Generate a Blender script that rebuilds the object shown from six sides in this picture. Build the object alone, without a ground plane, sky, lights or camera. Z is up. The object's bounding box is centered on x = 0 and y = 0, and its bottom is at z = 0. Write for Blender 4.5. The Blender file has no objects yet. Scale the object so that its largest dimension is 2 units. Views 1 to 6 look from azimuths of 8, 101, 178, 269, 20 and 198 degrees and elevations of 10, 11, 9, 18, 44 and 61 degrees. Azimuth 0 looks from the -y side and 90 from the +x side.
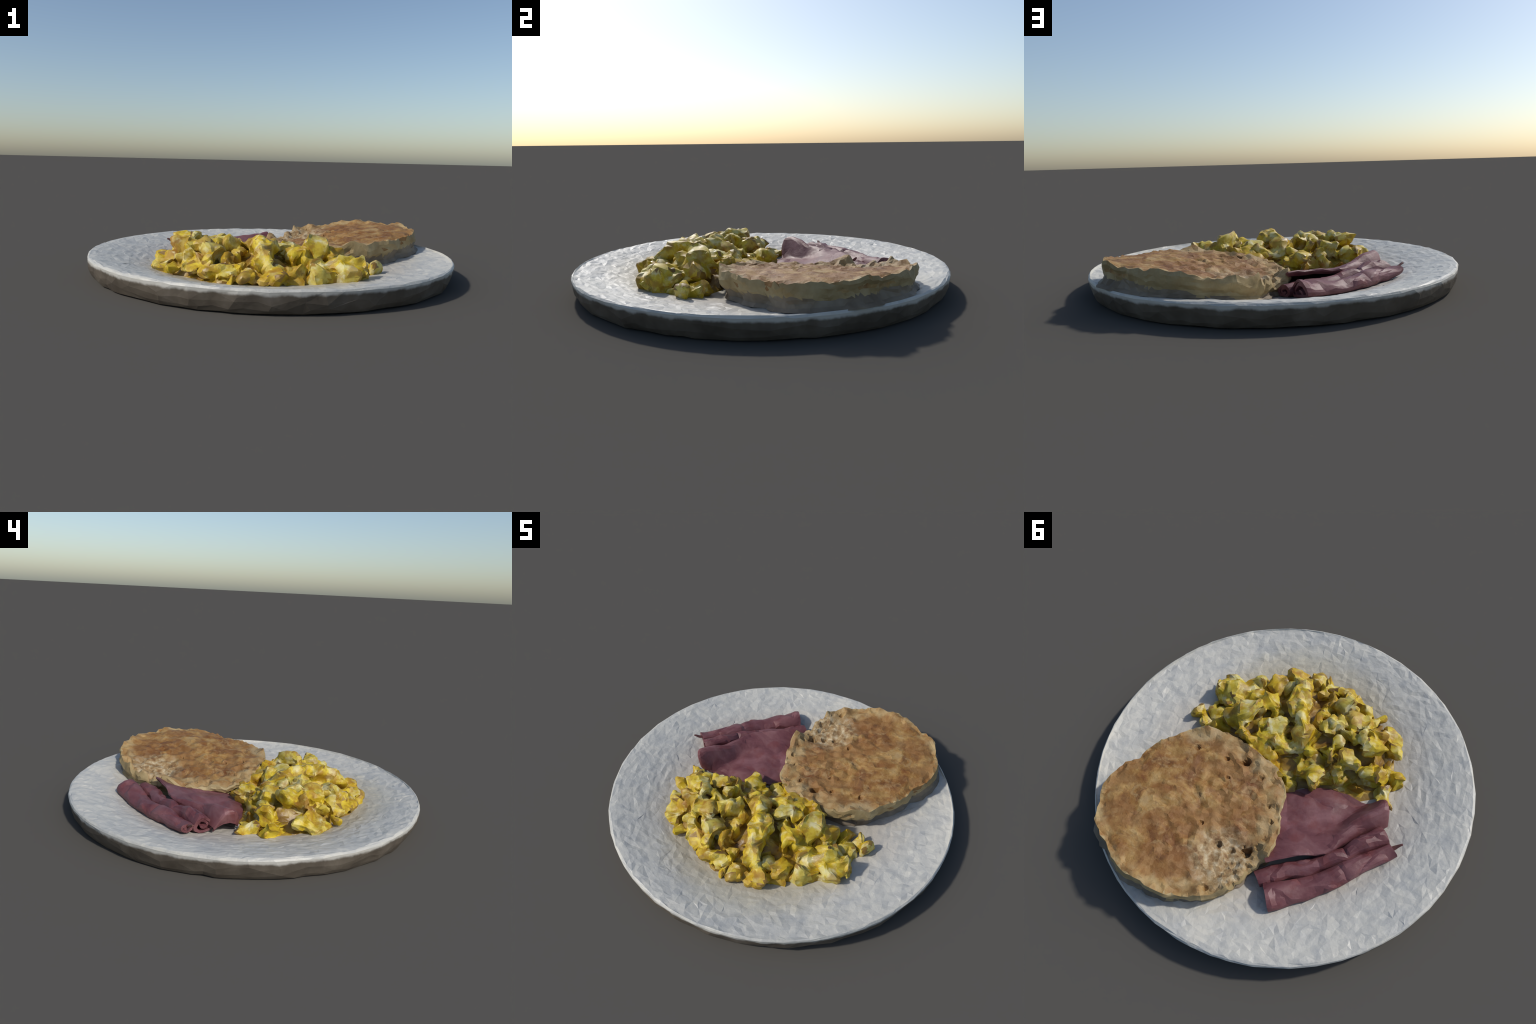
"""A breakfast plate: hammered white plate, scrambled eggs, folded ham slices, half a toasted muffin."""
import bpy, bmesh, math
import numpy as np
from mathutils import Vector, Matrix, Euler, noise

RNG = np.random.default_rng(41)


# ----------------------------------------------------------------- helpers
def nz(x, y, z, s, seed=0.0):
    """smooth noise, about -1..1, feature size s"""
    return noise.noise(Vector((x / s + seed * 7.3, y / s - seed * 3.1, z / s + seed)))


def fbm(x, y, z, s, seed=0.0, octaves=3):
    a, t, k = 1.0, 0.0, 0.0
    for i in range(octaves):
        t += a * nz(x, y, z, s / 2 ** i, seed + i)
        k += a
        a *= 0.5
    return t / k


def smooth(a, b, x):
    t = np.clip((x - a) / (b - a), 0, 1)
    return t * t * (3 - 2 * t)


def new_thing(name, base, label, category):
    e = bpy.data.objects.new(name, None)
    e.empty_display_size = 0.05
    e.location = base
    bpy.context.scene.collection.objects.link(e)
    e["label"], e["category"] = label, category
    return e


def put(name, mesh, parent, mat=None, flat=True):
    ob = bpy.data.objects.new(name, mesh)
    bpy.context.scene.collection.objects.link(ob)
    ob.parent = parent
    if mat is not None and not mesh.materials:
        mesh.materials.append(mat)
    for p in mesh.polygons:
        p.use_smooth = not flat
    return ob


def mesh_of(name, verts, faces, origin=(0, 0, 0)):
    me = bpy.data.meshes.new(name)
    o = Vector(origin)
    me.from_pydata([tuple(Vector(v) - o) for v in verts], [], faces)
    me.validate()
    me.update()
    return me


def with_modifiers(me, *mods):
    """apply modifiers to a mesh, return the resulting mesh"""
    ob = bpy.data.objects.new("temporary", me)
    bpy.context.scene.collection.objects.link(ob)
    for kind, settings in mods:
        m = ob.modifiers.new(kind, kind)
        for k, v in settings.items():
            setattr(m, k, v)
    dg = bpy.context.evaluated_depsgraph_get()
    out = bpy.data.meshes.new_from_object(ob.evaluated_get(dg))
    bpy.data.objects.remove(ob)
    return out


def facet(me, ratio):
    """irregular triangulation, as hand formed surfaces have"""
    return with_modifiers(me, ("TRIANGULATE", {}), ("DECIMATE", {"ratio": ratio}))


def recalc(me):
    bm = bmesh.new()
    bm.from_mesh(me)
    bmesh.ops.recalc_face_normals(bm, faces=bm.faces)
    bm.to_mesh(me)
    bm.free()


def split(me, name, tests):
    """separate the faces of one mesh by region; border vertices coincide"""
    out = []
    for i, test in enumerate(tests):
        bm = bmesh.new()
        bm.from_mesh(me)
        kill = [f for f in bm.faces if not test(f.calc_center_median(), f.normal)]
        bmesh.ops.delete(bm, geom=kill, context="FACES")
        m = bpy.data.meshes.new(f"{name}_{i}")
        bm.to_mesh(m)
        bm.free()
        out.append(m)
    return out


def catmull(points, n):
    """n samples along a Catmull-Rom spline through the points (numpy, k x d)"""
    P = np.asarray(points, float)
    P = np.vstack([2 * P[0] - P[1], P, 2 * P[-1] - P[-2]])
    out = []
    for t in np.linspace(0, len(P) - 3 - 1e-6, n):
        i = int(t)
        u = t - i
        a, b, c, d = P[i:i + 4]
        out.append(0.5 * (2 * b + (c - a) * u + (2 * a - 5 * b + 4 * c - d) * u * u + (3 * b - a - 3 * c + d) * u ** 3))
    return np.array(out)


# ----------------------------------------------------------------- materials
class Nodes:
    def __init__(self, name):
        self.mat = bpy.data.materials.new(name)
        self.mat.use_nodes = True
        self.t = self.mat.node_tree
        self.bsdf = self.t.nodes["Principled BSDF"]
        self.co = self.t.nodes.new("ShaderNodeTexCoord").outputs["Object"]

    def link(self, a, b):
        self.t.links.new(a, b)

    def mapped(self, scale=(1, 1, 1), rot=(0, 0, 0), loc=(0, 0, 0)):
        m = self.t.nodes.new("ShaderNodeMapping")
        m.inputs["Scale"].default_value = scale
        m.inputs["Rotation"].default_value = rot
        m.inputs["Location"].default_value = loc
        self.link(self.co, m.inputs["Vector"])
        return m.outputs["Vector"]

    def noise(self, scale, detail=4, rough=0.55, vec=None, distortion=0.0):
        n = self.t.nodes.new("ShaderNodeTexNoise")
        n.inputs["Scale"].default_value = scale
        n.inputs["Detail"].default_value = detail
        n.inputs["Roughness"].default_value = rough
        n.inputs["Distortion"].default_value = distortion
        self.link(vec or self.co, n.inputs["Vector"])
        return n.outputs["Fac"]

    def cells(self, scale, vec=None, out="Color"):
        n = self.t.nodes.new("ShaderNodeTexVoronoi")
        n.inputs["Scale"].default_value = scale
        self.link(vec or self.co, n.inputs["Vector"])
        if out == "Color":
            s = self.t.nodes.new("ShaderNodeSeparateColor")
            self.link(n.outputs["Color"], s.inputs[0])
            return s.outputs[0]
        return n.outputs[out]

    def ramp(self, fac, stops):
        r = self.t.nodes.new("ShaderNodeValToRGB")
        e = r.color_ramp.elements
        while len(e) > 1:
            e.remove(e[-1])
        for i, (p, c) in enumerate(stops):
            s = e[0] if i == 0 else e.new(p)
            s.position = p
            s.color = (*c, 1) if len(c) == 3 else c
        self.link(fac, r.inputs[0])
        return r.outputs[0]

    def mask(self, fac, lo, hi):
        m = self.t.nodes.new("ShaderNodeMapRange")
        m.interpolation_type = "SMOOTHSTEP"
        m.inputs[1].default_value, m.inputs[2].default_value = lo, hi
        self.link(fac, m.inputs[0])
        return m.outputs[0]

    def mix(self, fac, a, b, mode="MIX"):
        n = self.t.nodes.new("ShaderNodeMix")
        n.data_type, n.blend_type = "RGBA", mode
        for sock, v in ((n.inputs[0], fac), (n.inputs[6], a), (n.inputs[7], b)):
            if isinstance(v, (int, float)):
                sock.default_value = v
            elif isinstance(v, tuple):
                sock.default_value = (*v, 1)
            else:
                self.link(v, sock)
        return n.outputs[2]

    def math(self, op, a, b=0.0):
        n = self.t.nodes.new("ShaderNodeMath")
        n.operation = op
        for s, v in zip(n.inputs, (a, b)):
            if isinstance(v, (int, float)):
                s.default_value = v
            else:
                self.link(v, s)
        return n.outputs[0]

    def distance_from(self, point):
        n = self.t.nodes.new("ShaderNodeVectorMath")
        n.operation = "DISTANCE"
        n.inputs[1].default_value = point
        self.link(self.co, n.inputs[0])
        return n.outputs["Value"]

    def random(self):
        return self.t.nodes.new("ShaderNodeObjectInfo").outputs["Random"]

    def bump(self, height, strength, distance):
        b = self.t.nodes.new("ShaderNodeBump")
        b.inputs["Strength"].default_value = strength
        b.inputs["Distance"].default_value = distance
        self.link(height, b.inputs["Height"])
        self.link(b.outputs[0], self.bsdf.inputs["Normal"])

    def done(self, colour, rough=0.5, spec=0.5, **more):
        self.link(colour, self.bsdf.inputs["Base Color"])
        self.bsdf.inputs["Roughness"].default_value = rough
        self.bsdf.inputs["Specular IOR Level"].default_value = spec
        for k, v in more.items():
            self.bsdf.inputs[k.replace("_", " ")].default_value = v
        return self.mat


def plate_material():
    n = Nodes("glazed_white")
    patch = n.noise(9, 3, 0.5, distortion=0.6)
    c = n.ramp(patch, [(0.3, (0.415, 0.415, 0.392)), (0.55, (0.52, 0.505, 0.45)), (0.75, (0.565, 0.537, 0.467))])
    shard = n.cells(26)
    c = n.mix(0.35, c, n.ramp(shard, [(0.0, (0.38, 0.384, 0.375)), (1.0, (0.62, 0.595, 0.52))]))
    # greasy warm stain in the well round the food
    d = n.math("ADD", n.distance_from((0, 0, 0)), n.math("MULTIPLY", n.noise(5, 3), 0.25))
    c = n.mix(n.math("MULTIPLY", n.mask(d, 0.98, 0.72), 0.55), c, (0.45, 0.40, 0.34))
    e = n.math("ADD", n.distance_from((0.0, -0.32, 0.05)), n.math("MULTIPLY", n.noise(11, 3), 0.2))
    c = n.mix(n.math("MULTIPLY", n.mask(e, 0.72, 0.52), 0.45), c, (0.42, 0.37, 0.24))
    # faint rings of hammering
    w = n.t.nodes.new("ShaderNodeTexWave")
    w.wave_type, w.rings_direction = "RINGS", "Z"
    for k, v in (("Scale", 9.0), ("Distortion", 5.0), ("Detail", 3.0), ("Detail Scale", 2.2)):
        w.inputs[k].default_value = v
    n.link(n.co, w.inputs["Vector"])
    # hammered dimples, set in rings
    sep = n.t.nodes.new("ShaderNodeSeparateXYZ")
    n.link(n.co, sep.inputs[0])
    rad = n.distance_from((0, 0, 0.1))
    ang = n.math("ARCTAN2", sep.outputs["Y"], sep.outputs["X"])
    polar = n.t.nodes.new("ShaderNodeCombineXYZ")
    n.link(n.math("MULTIPLY", rad, 24.0), polar.inputs[0])
    n.link(n.math("MULTIPLY", ang, 16.0), polar.inputs[1])
    dim = n.t.nodes.new("ShaderNodeTexVoronoi")
    dim.inputs["Scale"].default_value, dim.inputs["Randomness"].default_value = 1.0, 0.7
    n.link(polar.outputs[0], dim.inputs["Vector"])
    dimple = n.math("MULTIPLY", n.math("MULTIPLY", dim.outputs["Distance"], n.mask(rad, 0.62, 0.75)), 0.9)
    h = n.math("ADD", n.math("MULTIPLY", w.outputs["Fac"], 0.22), n.noise(38, 3))
    n.bump(n.math("ADD", h, dimple), 0.32, 0.008)
    return n.done(c, 0.48, 0.45)


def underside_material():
    n = Nodes("dark_brown_underside")
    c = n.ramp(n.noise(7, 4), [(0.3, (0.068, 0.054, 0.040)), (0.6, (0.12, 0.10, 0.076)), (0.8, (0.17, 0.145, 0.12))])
    # uneven border where the brown changes to pale grey
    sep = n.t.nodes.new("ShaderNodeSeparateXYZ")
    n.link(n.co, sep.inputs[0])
    lap = n.math("ADD", sep.outputs["Z"], n.math("MULTIPLY", n.math("SUBTRACT", n.noise(14, 3), 0.5), 0.03))  # edge height
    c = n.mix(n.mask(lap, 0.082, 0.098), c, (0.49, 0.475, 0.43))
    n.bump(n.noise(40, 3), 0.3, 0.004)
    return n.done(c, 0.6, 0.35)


def toast_material():
    n = Nodes("toasted_crumb")
    big = n.noise(6.5, 5, 0.62, distortion=0.9)
    c = n.ramp(big, [(0.32, (0.43, 0.295, 0.125)), (0.43, (0.34, 0.195, 0.056)), (0.52, (0.24, 0.108, 0.023)), (0.63, (0.135, 0.042, 0.008))])
    fine = n.noise(17, 4, 0.6, distortion=0.8)
    c = n.mix(n.math("MULTIPLY", n.mask(fine, 0.52, 0.66), 0.65), c, (0.38, 0.255, 0.115))
    sear = n.noise(4.2, 4, 0.55, n.mapped((1, 1.6, 1), (0, 0, 0.6), (2, 5, 1)))
    c = n.mix(n.math("MULTIPLY", n.mask(sear, 0.47, 0.56), 0.75), c, n.mix(n.noise(20, 4), (0.13, 0.045, 0.010), (0.28, 0.13, 0.035)))
    chip = n.cells(34)
    c = n.mix(0.22, c, n.mix(chip, (0.17, 0.08, 0.026), (0.42, 0.28, 0.13)))
    dark = n.noise(15, 5, 0.7)
    c = n.mix(n.math("MULTIPLY", n.mask(dark, 0.56, 0.7), 0.75), c, (0.13, 0.055, 0.02))
    # untoasted pale rim and torn crumb towards the ham and the eggs
    d = n.math("ADD", n.distance_from((0.02, 0.0, 0.19)), n.math("MULTIPLY", n.noise(9, 4), 0.32))
    pale = n.ramp(n.noise(30, 4, 0.6), [(0.32, (0.15, 0.075, 0.03)), (0.48, (0.31, 0.21, 0.10)), (0.68, (0.50, 0.42, 0.28))])
    c = n.mix(n.math("MULTIPLY", n.mask(d, 0.62, 0.72), 0.8), c, pale)
    r = n.math("ADD", n.distance_from((0.02, 0.0, 0.12)), n.math("MULTIPLY", n.noise(7, 4), 0.22))
    c = n.mix(n.math("MULTIPLY", n.mask(r, 0.47, 0.55), 0.6), c, n.ramp(n.noise(14, 4), [(0.35, (0.26, 0.14, 0.045)), (0.5, (0.38, 0.265, 0.115)), (0.65, (0.46, 0.36, 0.19))]))
    t = n.math("ADD", n.distance_from((-0.25, 0.20, 0.12)), n.math("MULTIPLY", n.noise(14, 4), 0.1))
    c = n.mix(n.math("MULTIPLY", n.mask(t, 0.25, 0.15), 0.9), c, pale)
    n.bump(n.noise(70, 4), 0.5, 0.006)
    return n.done(c, 0.62, 0.3)


def crust_material():
    n = Nodes("pale_crust")
    c = n.ramp(n.noise(9, 5, 0.65), [(0.3, (0.27, 0.185, 0.08)), (0.55, (0.37, 0.28, 0.14)), (0.75, (0.44, 0.355, 0.20))])
    n.bump(n.noise(45, 4), 0.4, 0.006)
    return n.done(c, 0.6, 0.3)


def shadow_skirt_material():
    n = Nodes("shadow_painted_skirt")
    c = n.ramp(n.noise(8, 4), [(0.3, (0.13, 0.095, 0.06)), (0.52, (0.21, 0.165, 0.115)), (0.75, (0.29, 0.245, 0.185))])  # dim grey-brown paints the shadow below the muffin's overhang
    n.bump(n.noise(45, 4), 0.3, 0.005)
    return n.done(c, 0.6, 0.3)


def ham_material():
    n = Nodes("cured_ham")
    grain = n.noise(8, 5, 0.6, n.mapped((1, 1.7, 1), (0, 0, math.radians(39))), 0.6)
    c = n.ramp(grain, [(0.3, (0.095, 0.025, 0.031)), (0.5, (0.145, 0.050, 0.054)), (0.7, (0.19, 0.082, 0.084))])
    fat = n.noise(6, 3, 0.5, distortion=0.8)
    c = n.mix(n.math("MULTIPLY", n.mask(fat, 0.50, 0.70), 0.5), c, (0.25, 0.115, 0.125))
    red = n.noise(13, 3)
    c = n.mix(n.math("MULTIPLY", n.mask(red, 0.55, 0.7), 0.5), c, (0.15, 0.034, 0.032))
    n.bump(n.noise(30, 5, 0.6), 0.4, 0.006)
    return n.done(c, 0.52, 0.42)


def ham_rim_material():
    n = Nodes("ham_edge")
    c = n.ramp(n.noise(12, 3), [(0.35, (0.10, 0.03, 0.025)), (0.7, (0.16, 0.065, 0.05))])
    return n.done(c, 0.45, 0.5)


def curd_material(name, lo, mid, hi, stain=0.5, pale=0.6):
    n = Nodes(name)
    k = n.noise(19, 4, 0.6, distortion=0.4)
    c = n.ramp(k, [(0.30, lo), (0.48, mid), (0.66, hi)])
    w = n.noise(11, 4, 0.6, n.mapped(loc=(3, 1, 2)))
    c = n.mix(n.math("MULTIPLY", n.mask(w, 0.50, 0.63), pale), c, n.mix(n.mask(n.noise(20, 3), 0.42, 0.58), (0.59, 0.49, 0.13), (0.64, 0.585, 0.34)))
    s = n.noise(12, 5, 0.65)
    c = n.mix(n.math("MULTIPLY", n.mask(s, 0.48, 0.62), stain), c, (0.29, 0.135, 0.012))
    f = n.noise(34, 4, 0.7)
    c = n.mix(n.math("MULTIPLY", n.mask(f, 0.60, 0.70), 0.6), c, (0.19, 0.115, 0.022))
    n.bump(n.noise(60, 3), 0.2, 0.003)
    return n.done(c, 0.5, 0.4)


def egg_bed_material():
    n = Nodes("set_egg")
    c = n.ramp(n.noise(13, 4, 0.6), [(0.3, (0.15, 0.075, 0.018)), (0.48, (0.26, 0.15, 0.020)), (0.62, (0.36, 0.24, 0.025)), (0.75, (0.42, 0.33, 0.10))])
    n.bump(n.noise(40, 3), 0.35, 0.006)
    return n.done(c, 0.42, 0.5)


# ----------------------------------------------------------------- plate
TOP = [(0.0, 0.030), (0.3, 0.030), (0.5, 0.031), (0.6, 0.036), (0.68, 0.049), (0.76, 0.069), (0.84, 0.089), (0.91, 0.104), (0.955, 0.113), (0.98, 0.115)]
TOP_R, TOP_Z = np.array(TOP).T


def plate_z(x, y):
    """upper surface of the plate; the slope on one side is slumped"""
    r = math.hypot(x, y)
    side = max(0.0, (x * 0.93 - y * 0.36) / max(r, 1e-6)) ** 0.7
    slump = 0.016 * float(smooth(0.72, 0.88, r) * smooth(1.03, 0.96, r)) - 0.013 * math.exp(-((r - 0.62) / 0.10) ** 2)
    return float(np.interp(r, TOP_R, TOP_Z)) - side * slump


def build_plate():
    thing = new_thing("dinner_plate", (0, 0, 0), "round white hammered plate with a raised rim", "plate")
    prof = [(r, z) for r, z in catmull(TOP, 70)][1:]
    prof += [tuple(p) for p in catmull([(0.98, 0.115), (0.9915, 0.112), (0.9970, 0.104), (0.9965, 0.094), (0.9945, 0.075), (0.989, 0.050), (0.978, 0.022), (0.966, 0.004)], 22)][1:]
    prof += [(0.90, 0.0), (0.6, 0.0), (0.3, 0.0)]
    N = 320
    verts, faces = [(0, 0, 0.030)], []
    for j, (r, z) in enumerate(prof):
        for i in range(N):
            a = 2 * math.pi * i / N
            x, y = math.cos(a), math.sin(a)
            X, Y = r * x, r * y
            dz = dr = 0.0
            if j < 70:
                w = float(smooth(0.3, 0.75, r)) * 0.6 + 0.4
                dz = w * (0.0056 * fbm(X, Y, 0, 0.07, 2, 3) + 0.0036 * nz(X, Y, 0, 0.026, 5))
            elif z > 0.0:
                w = float(np.clip((0.104 - z) / 0.05, 0, 1))
                dr = 0.003 * nz(X, Y, z, 0.06, 3) + w * 0.009 * nz(X, Y, z * 0.7, 0.11, 8)
                dz = 0.002 * nz(X, Y, z, 0.05, 9)
                if z < 0.03:
                    dz += 0.010 * max(0.0, nz(X, Y, 0, 0.10, 12))
            if j < 70:
                z = plate_z(X, Y)
            z2 = max(0.0, z + dz)
            verts.append(((r + dr) * x, (r + dr) * y, z2))
    R = len(prof)
    idx = lambda j, i: 1 + j * N + i % N
    faces += [(0, idx(0, i), idx(0, i + 1)) for i in range(N)]
    for j in range(R - 1):
        faces += [(idx(j, i), idx(j + 1, i), idx(j + 1, i + 1), idx(j, i + 1)) for i in range(N)]
    faces.append([idx(R - 1, i) for i in reversed(range(N))])
    me = mesh_of("plate", verts, faces)
    recalc(me)
    me = facet(me, 0.085)
    glaze, bare = plate_material(), underside_material()  # under mat
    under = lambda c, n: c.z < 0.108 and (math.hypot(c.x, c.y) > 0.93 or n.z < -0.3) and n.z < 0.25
    ring = lambda c, n: not under(c, n) and math.hypot(c.x, c.y) > 0.72
    well = lambda c, n: not under(c, n) and math.hypot(c.x, c.y) <= 0.72
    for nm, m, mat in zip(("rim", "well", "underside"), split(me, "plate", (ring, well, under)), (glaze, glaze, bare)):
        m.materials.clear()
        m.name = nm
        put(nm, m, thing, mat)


# ----------------------------------------------------------------- muffin
MUF_C = (0.40, 0.35)
# radius of the toasted face every 15 degrees, from +x anticlockwise
MUF_R = [0.441, 0.439, 0.448, 0.429, 0.440, 0.444, 0.459, 0.462, 0.478, 0.468, 0.448, 0.476,
         0.470, 0.458, 0.500, 0.502, 0.472, 0.468, 0.468, 0.450, 0.416, 0.403, 0.386, 0.420]
# torn holes in the face: x, y, radius, depth
MUF_HOLES = [(0.199, 0.019, 0.020, 0.06), (0.046, 0.483, 0.030, 0.055), (0.195, 0.492, 0.017, 0.035), (0.183, 0.725, 0.016, 0.03),
             (0.062, 0.678, 0.018, 0.035), (0.265, 0.137, 0.012, 0.02), (0.306, 0.415, 0.012, 0.02), (-0.02, 0.30, 0.014, 0.03),
             (0.0, 0.45, 0.018, 0.016), (0.13, 0.50, 0.018, 0.03), (0.02, 0.56, 0.02, 0.03), (-0.01, 0.40, 0.014, 0.010), (0.11, 0.60, 0.05, 0.012),
             (0.30, 0.03, 0.012, 0.02), (0.10, 0.08, 0.014, 0.02), (0.02, 0.22, 0.014, 0.02), (0.47, 0.02, 0.016, 0.02)]


def muffin_top(x, y):
    dx, dy = x - MUF_C[0], y - MUF_C[1]
    more = 0.013 * math.exp(-((x - 0.53) ** 2 + (y - 0.33) ** 2) / 0.03) - 0.019 * math.exp(-((x - 0.12) ** 2 + (y - 0.50) ** 2) / 0.012)
    return more + 0.170 + 0.138 * dx + 0.033 * dy - 0.062 * dx * dx + 0.062 * dx * dy + 0.045 * dy * dy


def muffin_radius(a):
    t = (math.degrees(a) % 360) / 15
    i = int(t) % 24
    u = t - int(t)
    u = u * u * (3 - 2 * u)
    return MUF_R[i] * (1 - u) + MUF_R[(i + 1) % 24] * u


def build_muffin():
    base = (MUF_C[0], MUF_C[1], 0.045)
    thing = new_thing("english_muffin", base, "toasted half muffin, browned face with torn holes and pale side", "bread")
    N, RT, RS = 260, 60, 14
    verts, faces = [], []
    rough = lambda x, y: float(smooth(0.62, 0.42, math.hypot(x + 0.05, y - 0.35)))          # torn crumb side
    def face_z(x, y, rho):
        z = muffin_top(x, y)
        edge = float(smooth(0.82, 0.97, rho))
        rg = rough(x, y)
        z += 0.009 * fbm(x, y, 0, 0.11, 1) + (0.0060 + 0.013 * rg) * nz(x, y, 0, 0.048, 4) + 0.0035 * nz(x, y, 0, 0.02, 6) - 0.010 * max(0.0, nz(x, y, 0, 0.07, 41) - 0.25)
        z -= edge * 0.010 * float(smooth(0.16, 0.0, x)) * float(smooth(0.34, 0.24, y))
        z += edge * (0.006 - 0.014 * float(smooth(0.55, 0.75, x)) + 0.015 * nz(x, y, 0, 0.075, 9) + 0.008 * nz(x, y, 0, 0.03, 10) + 0.022 * rg * abs(nz(x, y, 0, 0.07, 11)))
        z += 0.022 * math.exp(-((x - 0.776) ** 2 + (y - 0.586) ** 2) / 0.0011)                # raised crust tips
        z += 0.020 * math.exp(-((x - 0.46) ** 2 + (y + 0.11) ** 2) / 0.0014)
        z += 0.040 * math.exp(-((x + 0.055) ** 2 + (y - 0.455) ** 2) / 0.0030)
        z += 0.048 * math.exp(-((x - 0.065) ** 2 + (y - 0.725) ** 2) / 0.0022)
        z += 0.036 * math.exp(-((x - 0.178) ** 2 + (y - 0.785) ** 2) / 0.0016)
        z += 0.016 * math.exp(-((x - 0.06) ** 2 + (y - 0.63) ** 2) / 0.010)
        z += 0.012 * math.exp(-((x - 0.41) ** 2 + (y - 0.80) ** 2) / 0.0016)
        z -= 0.010 * math.exp(-((x - 0.15) ** 2 + (y - 0.52) ** 2) / 0.012)
        for hx, hy, hr, hd in MUF_HOLES:
            d = math.hypot(x - hx, y - hy) / hr
            if d < 2.4:
                d += 0.75 * nz(x, y, 0, 0.028, 15) + 0.3 * nz(x, y, 0, 0.012, 16)
                z -= hd * float(smooth(1.2, 0.4, d))
        return z
    verts.append((*MUF_C, face_z(*MUF_C, 0)))
    rim = []
    for j in range(1, RT + 1):
        rho = (j / RT) ** 0.9
        for i in range(N):
            a = 2 * math.pi * i / N
            c, s = math.cos(a), math.sin(a)
            R = muffin_radius(a)
            R += 0.009 * nz(c * R, s * R, 0, 0.12, 20) + 0.010 * nz(c * R, s * R, 0, 0.038, 22) * (0.4 + abs(nz(c, s, 0, 0.6, 24)) * 2)
            x, y = MUF_C[0] + c * R * rho, MUF_C[1] + s * R * rho
            verts.append((x, y, face_z(x, y, rho)))
            if j == RT:
                rim.append((c, s, R, verts[-1][2]))
    for j in range(1, RS + 1):
        t = j / RS
        for c, s, R, zt in rim:
            bulge = 0.010 * math.sin(math.pi * min(1, t * 1.5)) - 0.014 * float(smooth(0.50, 0.75, t)) + 0.016 * float(smooth(0.85, 1.0, t))
            ang = math.atan2(s, c)
            skirt = 0.032 * max(0.0, math.cos(ang - 0.45)) - 0.034 * max(0.0, math.cos(ang + 1.75))
            r = R + bulge + skirt * float(smooth(0.45, 1.0, t))
            r -= 0.020 * float(smooth(0.1, 0.35, t) * smooth(0.75, 0.5, t)) * max(0.0, nz(c, s, 0, 0.4, 35) + 0.25)
            r += (0.018 * fbm(c * R, s * R, 0.16 * t, 0.13, 31) + 0.008 * nz(c * R, s * R, 0.2 * t, 0.035, 33)) * min(1, t * 4)
            x, y = MUF_C[0] + c * r, MUF_C[1] + s * r
            zb = plate_z(x, y) + 0.002
            verts.append((x, y, zt + (zb - zt) * t))
    idx = lambda j, i: 1 + j * N + i % N
    faces += [(0, idx(0, i), idx(0, i + 1)) for i in range(N)]
    for j in range(RT + RS - 1):
        faces += [(idx(j, i), idx(j + 1, i), idx(j + 1, i + 1), idx(j, i + 1)) for i in range(N)]
    faces.append([idx(RT + RS - 1, i) for i in reversed(range(N))])
    me = mesh_of("muffin", verts, faces, base)
    recalc(me)
    me = facet(me, 0.20)
    def is_face(c, n):
        a = math.atan2(c.y, c.x)
        return n.z > -0.2 and math.hypot(c.x, c.y) < muffin_radius(a) * 0.985 + 0.004 and c.z + base[2] > muffin_top(c.x + base[0], c.y + base[1]) - 0.05
    is_base = lambda c, n: not is_face(c, n) and c.z + base[2] < muffin_top(c.x + base[0], c.y + base[1]) - 0.068 + 0.034 * nz(c.x, c.y, 0, 0.16, 40)
    is_side = lambda c, n: not is_face(c, n) and not is_base(c, n)
    for nm, m, mat in zip(("toasted_face", "crust", "shadow_fill_skirt"), split(me, "muffin", (is_face, is_side, is_base)), (toast_material(), crust_material(), shadow_skirt_material())):
        m.materials.clear()
        m.name = nm
        put(nm, m, thing, mat, flat=False)
        m.set_sharp_from_angle(angle=math.radians(20))


# ----------------------------------------------------------------- ham
HAM_BASE = (-0.33, 0.32, 0.05)


def sheet(name, rows, nu, nv, parent, mat, thick=0.009, crumple=0.006, seed=1, ratio=0.35, crease=0.7):
    """a slice of ham: loft through rows of control points, then given its thickness"""
    rows = [catmull(r, nu) for r in rows]
    grid = np.stack([catmull([r[i] for r in rows], nv) for i in range(nu)])          # nu x nv x 3
    verts = []
    for i in range(nu):
        for j in range(nv):
            x, y, z = grid[i, j]
            z -= 0.012
            z += crumple * nz(x, y, z, 0.13, seed) + 0.5 * crumple * nz(x, y, z, 0.06, seed + 4) - crease * crumple * max(0.0, 0.22 - abs(nz(x, y, z, 0.11, seed + 6))) / 0.22
            x += 0.8 * crumple * nz(x, y, z, 0.11, seed + 9)
            y += 0.8 * crumple * nz(x, y, z, 0.11, seed + 14)
            z = max(z, plate_z(x, y) + 0.004 + thick * 0.5)
            verts.append((x, y, z))
    faces = [(i * nv + j, (i + 1) * nv + j, (i + 1) * nv + j + 1, i * nv + j + 1) for i in range(nu - 1) for j in range(nv - 1)]
    me = mesh_of(name, verts, faces, HAM_BASE)
    me = with_modifiers(me, ("SOLIDIFY", {"thickness": thick, "offset": 0.0}), ("TRIANGULATE", {}), ("DECIMATE", {"ratio": ratio}))
    me.materials.clear()
    me.name = name
    ob = put(name, me, parent, mat, flat=False)
    me.set_sharp_from_angle(angle=math.radians(13))
    return ob


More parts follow.
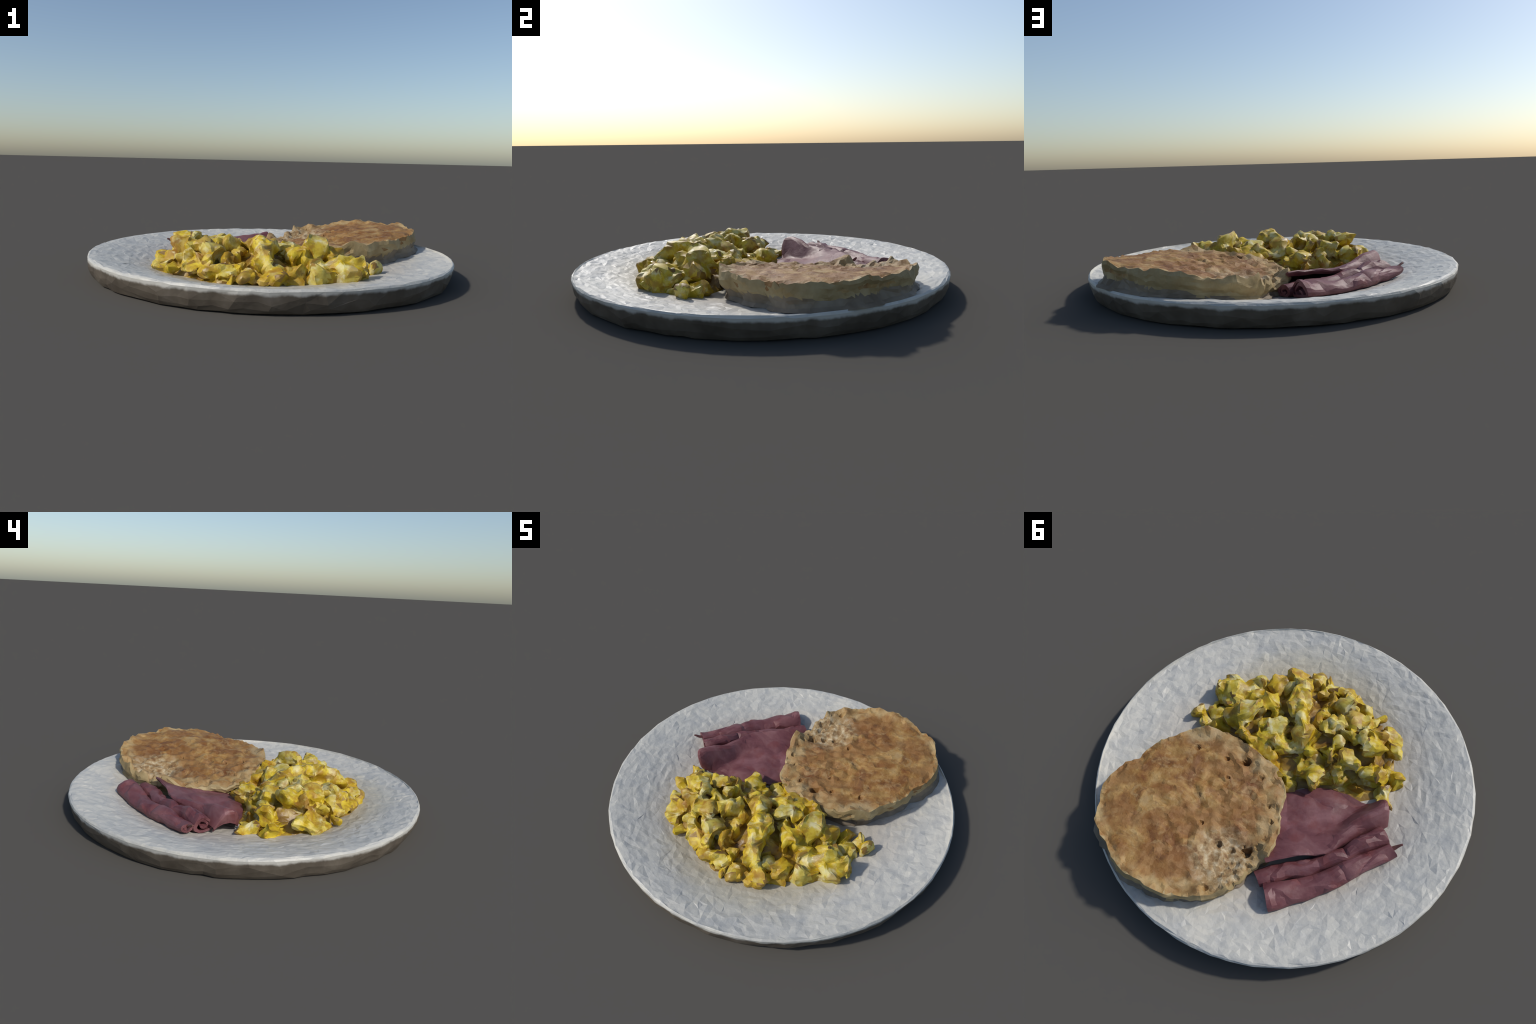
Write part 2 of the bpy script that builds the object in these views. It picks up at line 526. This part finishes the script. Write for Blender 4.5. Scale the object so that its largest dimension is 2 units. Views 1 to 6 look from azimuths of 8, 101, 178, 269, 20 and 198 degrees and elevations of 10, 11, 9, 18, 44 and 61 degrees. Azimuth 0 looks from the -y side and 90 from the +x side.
def rolled(axis, widths, heights, turns, start, k=17):
    """rows of control points of a slice rolled into a flattened tube along an axis"""
    axis = np.asarray(axis, float)
    rows = []
    for q in range(k):
        ang = math.radians(start + turns * q / (k - 1))
        shrink = 1 - 0.72 * float(smooth(0.30, 1.0, q / (k - 1)))
        row = []
        for i, p in enumerate(axis):
            d = axis[min(i + 1, len(axis) - 1)] - axis[max(i - 1, 0)]
            side = np.array([-d[1], d[0], 0.0])
            side /= np.linalg.norm(side)
            row.append(p + side * (0.5 * widths[i] * shrink * math.cos(ang)) + np.array([0, 0, 0.5 * heights[i] * shrink * math.sin(ang)]))
        rows.append(row)
    return rows


def build_ham():
    thing = new_thing("sliced_ham", HAM_BASE, "dark pink ham slices, one spread, two rolled", "ham")
    mat = ham_material()
    # outer roll: runs from the muffin side to the plate edge
    axis = [(-0.096, 0.672, 0.088), (-0.19, 0.620, 0.084), (-0.28, 0.560, 0.080), (-0.39, 0.480, 0.082), (-0.51, 0.378, 0.090), (-0.635, 0.268, 0.100)]
    sheet("ham_slice", rolled(axis, [0.135, 0.114, 0.104, 0.096, 0.088, 0.062], [0.096, 0.080, 0.072, 0.072, 0.070, 0.036], -900, 255, 25), 40, 96, thing, mat, 0.012, 0.017, 3, 0.16, 0.45)
    # inner roll, flatter, creased, open towards the plate edge
    axis = [(-0.030, 0.590, 0.078), (-0.15, 0.512, 0.078), (-0.27, 0.455, 0.078), (-0.39, 0.370, 0.084), (-0.49, 0.280, 0.096), (-0.585, 0.198, 0.098)]
    sheet("ham_slice", rolled(axis, [0.070, 0.082, 0.076, 0.072, 0.074, 0.095], [0.050, 0.060, 0.060, 0.076, 0.088, 0.070], -800, 250, 23), 40, 88, thing, mat, 0.012, 0.018, 7, 0.16, 0.5)
    # spread slice, tucked under the muffin, lipped over the inner roll and raised to a roll at the plate edge
    rows = [
        [(0.000, 0.110, 0.048), (-0.100, 0.055, 0.059), (-0.220, 0.012, 0.057), (-0.340, 0.012, 0.052), (-0.440, 0.035, 0.046), (-0.500, 0.030, 0.064), (-0.496, 0.032, 0.055)],
        [(0.020, 0.190, 0.065), (-0.100, 0.125, 0.075), (-0.230, 0.085, 0.078), (-0.350, 0.075, 0.063), (-0.450, 0.052, 0.052), (-0.525, 0.030, 0.106), (-0.521, 0.032, 0.068)],
        [(0.000, 0.280, 0.075), (-0.110, 0.220, 0.083), (-0.240, 0.180, 0.083), (-0.370, 0.145, 0.064), (-0.465, 0.080, 0.087), (-0.550, 0.045, 0.156), (-0.546, 0.047, 0.090)],
        [(-0.010, 0.370, 0.093), (-0.110, 0.310, 0.103), (-0.240, 0.255, 0.097), (-0.360, 0.215, 0.097), (-0.450, 0.145, 0.138), (-0.560, 0.070, 0.172), (-0.556, 0.072, 0.097)],
        [(-0.030, 0.460, 0.113), (-0.140, 0.380, 0.125), (-0.280, 0.325, 0.119), (-0.370, 0.265, 0.133), (-0.455, 0.185, 0.154), (-0.570, 0.098, 0.164), (-0.566, 0.100, 0.094)],
        [(-0.055, 0.515, 0.148), (-0.180, 0.440, 0.140), (-0.325, 0.385, 0.137), (-0.385, 0.310, 0.129), (-0.462, 0.225, 0.126), (-0.575, 0.128, 0.126), (-0.571, 0.130, 0.077)],
        [(-0.055, 0.505, 0.128), (-0.180, 0.425, 0.121), (-0.320, 0.372, 0.112), (-0.385, 0.318, 0.087), (-0.470, 0.240, 0.083), (-0.580, 0.150, 0.078), (-0.576, 0.152, 0.055)],
    ]
    sheet("ham_slice", rows, 52, 46, thing, mat, 0.009, 0.011, 11, 0.14, 0.35)
    # dried curl of rind at the end of the outer roll
    tip = [[(-0.630, 0.285, 0.105), (-0.650, 0.268, 0.112), (-0.668, 0.252, 0.126), (-0.678, 0.244, 0.130)],
           [(-0.628, 0.272, 0.112), (-0.648, 0.258, 0.118), (-0.668, 0.247, 0.129), (-0.678, 0.242, 0.131)],
           [(-0.626, 0.262, 0.104), (-0.648, 0.250, 0.110), (-0.669, 0.243, 0.125), (-0.679, 0.240, 0.130)]]
    sheet("ham_rind", tip, 10, 8, thing, ham_rim_material(), 0.010, 0.002, 5, 0.8)


# ----------------------------------------------------------------- scrambled eggs
EGG_BASE = (-0.03, -0.32, 0.045)
# the curds that can be told apart: x, y, z of the centre, length, width, heading in degrees, kind
CURDS = {
    "west": [
        (-0.59, -0.15, 0.086, 0.1, 0.08, 117, "y"), (-0.56, -0.3, 0.135, 0.09, 0.07, 175, "y"), (-0.56, -0.35, 0.128, 0.06, 0.05, 117, "p"), (-0.52, -0.39, 0.091, 0.1, 0.08, 170, "p"), (-0.5, -0.44, 0.076, 0.08, 0.05, 117, "y"), (-0.42, -0.5, 0.105, 0.07, 0.05, 46, "y"), (-0.34, -0.49, 0.142, 0.08, 0.08, 59, "y"), (-0.35, -0.53, 0.105, 0.05, 0.04, 116, "p"), (-0.4, -0.43, 0.136, 0.06, 0.05, 53, "p"), (-0.35, -0.39, 0.188, 0.12, 0.06, 100, "p"), (-0.49, -0.35, 0.131, 0.07, 0.06, 1, "y"), (-0.43, -0.33, 0.185, 0.09, 0.08, 130, "t"), (-0.43, -0.28, 0.204, 0.1, 0.05, 116, "y"), (-0.43, -0.23, 0.212, 0.11, 0.08, 0, "y"), (-0.35, -0.28, 0.226, 0.1, 0.05, 100, "w"), (-0.29, -0.27, 0.205, 0.12, 0.06, 144, "g"), (-0.48, -0.12, 0.147, 0.1, 0.07, 27, "y"), (-0.42, -0.11, 0.162, 0.07, 0.06, 92, "p"), (-0.54, -0.03, 0.103, 0.11, 0.06, 42, "p"), (-0.32, -0.15, 0.169, 0.11, 0.09, 144, "y")],
    "ridge": [
        (-0.23, -0.22, 0.193, 0.09, 0.06, 113, "y"), (-0.21, -0.15, 0.171, 0.09, 0.05, 112, "t"), (-0.13, -0.05, 0.125, 0.13, 0.11, 75, "y"), (-0.11, -0.23, 0.183, 0.08, 0.06, 111, "o"), (-0.17, -0.32, 0.206, 0.11, 0.1, 53, "p"), (-0.22, -0.34, 0.205, 0.08, 0.08, 121, "t"), (-0.28, -0.32, 0.203, 0.05, 0.04, 71, "y"), (-0.29, -0.38, 0.198, 0.09, 0.08, 90, "t"), (-0.3, -0.42, 0.19, 0.05, 0.05, 20, "t"), (-0.22, -0.47, 0.184, 0.11, 0.1, 64, "w"), (-0.14, -0.47, 0.173, 0.1, 0.07, 74, "y"), (-0.11, -0.44, 0.175, 0.06, 0.04, 113, "y"), (-0.11, -0.38, 0.186, 0.11, 0.05, 27, "o"), (-0.29, -0.45, 0.182, 0.04, 0.04, 115, "o"), (-0.28, -0.52, 0.145, 0.06, 0.05, 115, "t"), (-0.22, -0.54, 0.156, 0.08, 0.06, 114, "y"), (-0.31, -0.53, 0.109, 0.05, 0.04, 115, "p"), (-0.26, -0.09, 0.14, 0.06, 0.05, 112, "t")],
    "front": [
        (0.03, -0.45, 0.197, 0.24, 0.11, 96, "y"), (0.02, -0.53, 0.147, 0.1, 0.07, 88, "y"), (-0.03, -0.26, 0.181, 0.16, 0.12, 74, "t"), (0.02, -0.59, 0.141, 0.06, 0.04, 95, "y"), (0.08, -0.6, 0.125, 0.08, 0.06, 136, "p"), (-0.23, -0.55, 0.125, 0.1, 0.05, 130, "y"), (-0.13, -0.52, 0.149, 0.1, 0.05, 146, "t"), (-0.19, -0.61, 0.11, 0.11, 0.06, 171, "y"), (-0.11, -0.63, 0.11, 0.08, 0.06, 177, "p"), (-0.07, -0.59, 0.12, 0.09, 0.04, 113, "y"), (-0.06, -0.55, 0.132, 0.05, 0.04, 112, "t"), (-0.09, -0.69, 0.08, 0.06, 0.05, 38, "y"), (-0.02, -0.64, 0.09, 0.1, 0.09, 32, "p"), (0.01, -0.65, 0.076, 0.06, 0.04, 20, "y"), (0.07, -0.66, 0.075, 0.07, 0.05, 111, "y"), (0.13, -0.65, 0.08, 0.07, 0.07, 110, "t"), (0.2, -0.62, 0.082, 0.08, 0.08, 59, "o"), (0.2, -0.55, 0.10, 0.11, 0.09, 84, "o"), (0.12, -0.55, 0.10, 0.08, 0.08, 20, "g"), (0.11, -0.24, 0.174, 0.13, 0.1, 85, "w"), (0.17, -0.18, 0.152, 0.12, 0.08, 168, "y"), (0.18, -0.25, 0.175, 0.08, 0.05, 71, "y"), (0.14, -0.33, 0.161, 0.08, 0.06, 85, "y"), (0.19, -0.4, 0.164, 0.11, 0.1, 92, "y")],
    "east": [
        (0.17, -0.45, 0.14, 0.09, 0.05, 105, "o"), (0.29, -0.29, 0.207, 0.16, 0.11, 75, "p"), (0.24, -0.33, 0.172, 0.07, 0.06, 107, "t"), (0.26, -0.35, 0.161, 0.05, 0.05, 107, "t"), (0.26, -0.4, 0.134, 0.12, 0.06, 38, "g"), (0.06, -0.17, 0.171, 0.12, 0.06, 13, "y"), (0.06, -0.01, 0.092, 0.09, 0.07, 108, "y"), (0.11, -0.06, 0.111, 0.1, 0.07, 155, "y"), (0.2, -0.1, 0.13, 0.12, 0.07, 150, "o"), (0.35, -0.28, 0.178, 0.12, 0.11, 150, "y"), (0.44, -0.22, 0.128, 0.11, 0.09, 44, "y"), (0.39, -0.33, 0.152, 0.09, 0.07, 7, "y"), (0.37, -0.38, 0.148, 0.08, 0.07, 106, "p"), (0.55, -0.22, 0.076, 0.07, 0.06, 103, "y"), (0.60, -0.27, 0.062, 0.10, 0.06, 43, "y"), (0.49, -0.27, 0.095, 0.06, 0.05, 104, "y"), (0.46, -0.31, 0.107, 0.08, 0.07, 20, "y"), (0.42, -0.38, 0.138, 0.07, 0.06, 20, "p"), (0.3, -0.44, 0.129, 0.12, 0.09, 44, "y"), (0.44, -0.45, 0.124, 0.17, 0.14, 169, "y"), (0.51, -0.43, 0.088, 0.09, 0.09, 152, "y"), (0.31, -0.51, 0.108, 0.11, 0.07, 43, "p"), (0.31, -0.56, 0.085, 0.09, 0.09, 107, "w"), (0.35, -0.53, 0.102, 0.09, 0.06, 107, "y"), (0.44, -0.52, 0.08, 0.1, 0.09, 106, "w"), (0.51, -0.31, 0.076, 0.11, 0.06, 112, "g")],
    "back": [
        (0.21, -0.11, 0.13, 0.09, 0.06, 108, "y"), (0.11, -0.08, 0.118, 0.09, 0.06, 107, "y"), (0.06, -0.02, 0.085, 0.09, 0.05, 120, "o"), (0.07, -0.16, 0.150, 0.12, 0.11, 106, "y"), (-0.03, -0.14, 0.168, 0.1, 0.07, 16, "w"), (-0.09, -0.08, 0.112, 0.14, 0.07, 96, "y"), (-0.15, -0.09, 0.125, 0.08, 0.05, 151, "p"), (-0.11, -0.14, 0.154, 0.07, 0.06, 105, "y"), (-0.21, -0.14, 0.158, 0.09, 0.07, 131, "y"), (-0.31, -0.1, 0.15, 0.12, 0.07, 58, "g"), (-0.28, -0.05, 0.115, 0.08, 0.04, 95, "y"), (-0.03, 0.03, 0.075, 0.08, 0.07, 106, "g"), (-0.22, -0.03, 0.085, 0.07, 0.07, 16, "g"), (-0.18, -0.01, 0.09, 0.05, 0.04, 16, "t"), (-0.31, -0.03, 0.085, 0.07, 0.07, 16, "g"), (-0.49, -0.09, 0.128, 0.12, 0.09, 173, "y"), (-0.43, -0.09, 0.161, 0.08, 0.04, 102, "p"), (-0.59, -0.12, 0.085, 0.12, 0.06, 133, "y"), (-0.55, 0.00, 0.09, 0.09, 0.06, 140, "p"), (-0.585, 0.03, 0.085, 0.07, 0.05, 101, "y"), (-0.41, 0.0, 0.088, 0.09, 0.05, 173, "o"), (-0.39, -0.10, 0.135, 0.05, 0.03, 16, "y")],
}
# outline of the heap round (0, -0.3): heading, radius
HEAP = [(0, 0.55), (6, 0.58), (15, 0.50), (30, 0.36), (50, 0.30), (75, 0.36), (92, 0.40), (110, 0.38), (130, 0.46), (150, 0.64), (163, 0.64), (172, 0.61), (182, 0.58), (195, 0.53), (205, 0.45), (212, 0.40), (231, 0.41), (250, 0.38), (272, 0.36), (290, 0.36), (312, 0.38), (330, 0.48), (345, 0.53), (360, 0.55)]


# long folds: path, width, kind
FOLDS = [
    ([(-0.33, -0.48, 0.105), (-0.27, -0.56, 0.090), (-0.19, -0.58, 0.085), (-0.13, -0.58, 0.100)], 0.055, "y"),
    ([(0.31, -0.48, 0.085), (0.36, -0.44, 0.115), (0.43, -0.42, 0.135), (0.49, -0.44, 0.120), (0.52, -0.48, 0.080)], 0.080, "p"),
    ([(-0.06, -0.22, 0.175), (-0.01, -0.28, 0.200), (0.02, -0.37, 0.205), (0.035, -0.46, 0.182), (0.03, -0.57, 0.130)], 0.085, "y"),
    ([(-0.37, -0.40, 0.160), (-0.36, -0.34, 0.185), (-0.42, -0.28, 0.185), (-0.44, -0.20, 0.195)], 0.060, "y"),
    ([(-0.02, -0.64, 0.075), (0.06, -0.64, 0.080), (0.15, -0.61, 0.085), (0.22, -0.55, 0.095)], 0.075, "o"),
    ([(0.07, -0.05, 0.105), (0.15, -0.085, 0.125), (0.225, -0.115, 0.140), (0.30, -0.165, 0.150)], 0.070, "o"),
    ([(-0.30, -0.36, 0.180), (-0.23, -0.33, 0.190), (-0.17, -0.28, 0.190)], 0.065, "p"),
]


def curd_form(seed):
    """one lump of curd: a ball pushed out into knobs and pressed in by dents, then bent"""
    r = np.random.default_rng(seed)
    bm = bmesh.new()
    bmesh.ops.create_icosphere(bm, subdivisions=4, radius=1.0)
    V = np.array([v.co for v in bm.verts])
    D = V / np.linalg.norm(V, axis=1)[:, None]
    rad = np.full(len(D), 0.80)
    for _ in range(r.integers(5, 8)):
        n = r.normal(size=3)
        n /= np.linalg.norm(n)
        rad += r.uniform(0.18, 0.42) * np.exp(r.uniform(5, 11) * (D @ n - 1))
    for _ in range(r.integers(3, 6)):
        n = r.normal(size=3)
        n /= np.linalg.norm(n)
        rad -= r.uniform(0.15, 0.34) * np.exp(r.uniform(6, 14) * (D @ n - 1))
    P = D * rad[:, None]
    for i in range(len(P)):
        P[i] *= 1 + 0.13 * nz(*P[i], 0.55, seed) + 0.06 * nz(*P[i], 0.25, seed + 3)
    P[:, 1] += r.uniform(-0.35, 0.35) * P[:, 0] ** 2
    P[:, 2] += r.uniform(-0.15, 0.30) * P[:, 0] * P[:, 1]
    P -= (P.max(0) + P.min(0)) / 2
    P /= (P.max(0) - P.min(0)) / 2
    for v, p in zip(bm.verts, P):
        v.co = p
    me = bpy.data.meshes.new(f"curd_form_{seed}")
    bm.to_mesh(me)
    bm.free()
    me = facet(me, 0.075)
    me.materials.clear()
    me.materials.append(None)
    return me


def build_eggs():
    thing = new_thing("scrambled_eggs", EGG_BASE, "heap of soft yellow scrambled egg curds", "scrambled eggs")
    mats = {
        "y": curd_material("yellow_curd", (0.33, 0.195, 0.008), (0.50, 0.345, 0.012), (0.62, 0.49, 0.045), 0.65, 0.65),
        "p": curd_material("pale_curd", (0.37, 0.245, 0.012), (0.51, 0.375, 0.03), (0.57, 0.47, 0.11), 0.6, 0.85),
        "w": curd_material("white_curd", (0.40, 0.28, 0.025), (0.52, 0.42, 0.08), (0.57, 0.52, 0.24), 0.5, 1.0),
        "t": curd_material("browned_curd", (0.30, 0.175, 0.014), (0.43, 0.28, 0.03), (0.52, 0.38, 0.08), 0.85, 0.6),
        "o": curd_material("golden_curd", (0.29, 0.160, 0.006), (0.44, 0.275, 0.008), (0.53, 0.37, 0.02), 0.7, 0.3),
        "g": curd_material("olive_curd", (0.29, 0.20, 0.010), (0.41, 0.30, 0.018), (0.49, 0.39, 0.07), 0.65, 0.5),
    }
    forms = [curd_form(s) for s in range(28)]
    allc = [c for part in CURDS.values() for c in part]
    whole = bmesh.new()
    places, kinds = [], []

    def curd(x, y, z, L, W, H, heading, kind, tilt=24):
        form = forms[(len(places) * 11 + 3) % len(forms)]
        flip = math.pi if RNG.random() < 0.5 else 0.0
        rot = Euler((math.radians(RNG.uniform(-tilt, tilt)), math.radians(RNG.uniform(-tilt, tilt)), math.radians(heading + RNG.uniform(-12, 12)) + flip))
        m = Matrix.Translation((x, y, z)) @ rot.to_matrix().to_4x4() @ Matrix.Diagonal((L / 2, W / 2, H / 2, 1))
        start = len(whole.verts)
        whole.from_mesh(form)
        whole.verts.ensure_lookup_table()
        for v in whole.verts[start:]:
            v.co = m @ v.co
        places.append(m.inverted())
        kinds.append(kind)

    for part, x, y, z, L, W, heading, kind in ((p, *c) for p, cs in CURDS.items() for c in cs):
        x, y = (x + 0.004, y - 0.012) if part == "back" else (x - 0.008, y + 0.022)
        low = float(smooth(0.42, 0.60, math.hypot(x, (y + 0.30) * 1.45)))
        x, y, z = x * (1 - 0.03 * low), y + (-0.30 - y) * 0.04 * low, z - 0.022 * low
        z += 0.012 - 0.065 * math.exp(-((x - 0.45) ** 2 + (y + 0.26) ** 2) / 0.014) - 0.022 * math.exp(-((x - 0.33) ** 2 + (y + 0.52) ** 2) / 0.012) - 0.030 * math.exp(-((x + 0.13) ** 2 + (y + 0.43) ** 2) / 0.010) - 0.022 * math.exp(-(x ** 2 + (y + 0.10) ** 2) / 0.020) + 0.006 * math.exp(-((x - 0.28) ** 2 + (y + 0.27) ** 2) / 0.004)
        W2 = W * 1.14
        H = min(max(W2 * RNG.uniform(0.75, 1.25), 0.055), 0.12)
        z = max(z - 0.028, plate_z(x, y) + 0.24 * H)
        curd(x, y, z, L * 1.18, W2, H, heading, kind)
    named = len(places)

    # long folded ribbons of curd that run over the heap
    for path, wide, kind in FOLDS:
        Q = catmull(path, len(path) * 2)
        for p, q in zip(Q[:-1], Q[1:]):
            d = Vector(q - p)
            m = (p + q) / 2
            w = wide * RNG.uniform(0.8, 1.25)
            curd(*m, d.length * 2.3, w, w * RNG.uniform(0.75, 1.1), math.degrees(math.atan2(d.y, d.x)), kind, 12)
    named = len(places)
    P = np.array([m.inverted().translation for m in places])
    HA, HR = np.array(HEAP).T

    def level(x, y):
        d = (P[:, 0] - x) ** 2 + (P[:, 1] - y) ** 2 + 0.0012
        w = d ** -1.6
        return float((w * P[:, 2]).sum() / w.sum())

    def outline(x, y):
        a = math.degrees(math.atan2(y + 0.3, x)) % 360
        return math.hypot(x, y + 0.3) / float(np.interp(a, HA, HR))

    # crumbs that fill the heap between the large curds
    made = 0
    while made < 75:
        x, y = RNG.uniform(-0.68, 0.62), RNG.uniform(-0.74, 0.12)
        o = outline(x, y)
        if o > 0.96:
            continue
        L = RNG.uniform(0.03, 0.085)
        z = level(x, y) - 0.016 + RNG.uniform(-0.02, 0.016)
        z = max(plate_z(x, y) + 0.3 * L, z * (1 - 0.3 * float(smooth(0.8, 1, o))))
        curd(x, y, z, L, L * RNG.uniform(0.5, 0.9), L * RNG.uniform(0.7, 1.1), RNG.uniform(0, 360), "y", 40)
        made += 1

    # the softer mass underneath
    N, R = 150, 44
    verts, faces = [], []
    c0 = (0.0, -0.3)
    for j in range(R + 1):
        rho = j / R
        for i in range(N):
            a = 2 * math.pi * i / N
            rr = float(np.interp(math.degrees(a), HA, HR)) * 0.95
            rr *= 1 + 0.06 * nz(math.cos(a) * 3, math.sin(a) * 3, 0, 0.5, 4)
            x, y = c0[0] + rho * rr * math.cos(a), c0[1] + rho * rr * math.sin(a)
            pz = plate_z(x, y)
            top = level(x, y) - 0.034 + 0.016 * fbm(x, y, 0, 0.07, 6, 2)
            k = 1 - float(smooth(0.74, 1.0, rho)) * 0.95
            z = pz + max(0.004, (top - pz)) * k
            if j == R:
                z = pz - 0.012
            verts.append((x, y, z))
    for j in range(R):
        faces += [(j * N + i, (j + 1) * N + i, (j + 1) * N + (i + 1) % N, j * N + (i + 1) % N) for i in range(N)]
    faces.append([R * N + i for i in reversed(range(N))])
    me = mesh_of("egg_mass", verts, faces)
    bed = bmesh.new()
    bed.from_mesh(me)
    bmesh.ops.remove_doubles(bed, verts=bed.verts, dist=0.0004)
    bmesh.ops.recalc_face_normals(bed, faces=bed.faces)
    bed.to_mesh(me)
    bed.free()
    whole.from_mesh(me)
    me = bpy.data.meshes.new("egg_heap")
    whole.to_mesh(me)
    whole.free()
    # set egg runs together: fuse, soften the joins, then roughen
    me = with_modifiers(me, ("REMESH", {"mode": "VOXEL", "voxel_size": 0.0054}), ("SMOOTH", {"factor": 0.5, "iterations": 8}))
    co = np.empty(len(me.vertices) * 3)
    no = np.empty(len(me.vertices) * 3)
    me.vertices.foreach_get("co", co)
    me.vertices.foreach_get("normal", no)
    co, no = co.reshape(-1, 3), no.reshape(-1, 3)
    for i, (x, y, z) in enumerate(co):
        if z > 0.04:
            co[i] += no[i] * (0.012 * (abs(nz(x, y, z, 0.05, 50)) - 0.25) + 0.006 * nz(x, y, z, 0.028, 53))
            co[i] += np.array([nz(x, y, z, 0.075, 60), nz(x, y, z, 0.075, 63), 0.7 * nz(x, y, z, 0.075, 66)]) * 0.030
        co[i, 2] = max(co[i, 2], plate_z(x, y) - 0.006)
    me.vertices.foreach_set("co", co.ravel())
    me.update()
    me = facet(me, 15000 / max(1, sum(len(p.vertices) - 2 for p in me.polygons)))

    # separate the heap into its curds; border vertices coincide
    A = np.array([np.array(m) for m in places])                       # world to curd
    C = np.array([[*p.center, 1.0] for p in me.polygons])
    D = np.linalg.norm(np.einsum("kij,fj->fki", A[:named], C)[:, :, :3], axis=2)
    owner = np.where(D.min(1) < 1.22, D.argmin(1), -1)
    for k in range(named):
        if (owner == k).sum() < 6:
            owner[owner == k] = -1
    coords = [tuple(v.co) for v in me.vertices]
    polys = [tuple(p.vertices) for p in me.polygons]
    bed_mat = egg_bed_material()
    for k in range(-1, named):
        mine = [polys[f] for f in np.nonzero(owner == k)[0]]
        if len(mine) < 3:
            continue
        used = sorted({i for f in mine for i in f})
        where = {i: n for n, i in enumerate(used)}
        nm = "egg_curd" if k >= 0 else "egg_mass"
        part = mesh_of(nm, [coords[i] for i in used], [tuple(where[i] for i in f) for f in mine], EGG_BASE)
        ob = put(nm, part, thing, mats[kinds[k]] if k >= 0 else bed_mat, flat=False)
        part.set_sharp_from_angle(angle=math.radians(30))
        if k < 0:
            ob["kind"] = "stuff"


build_plate()
build_muffin()
build_ham()
build_eggs()
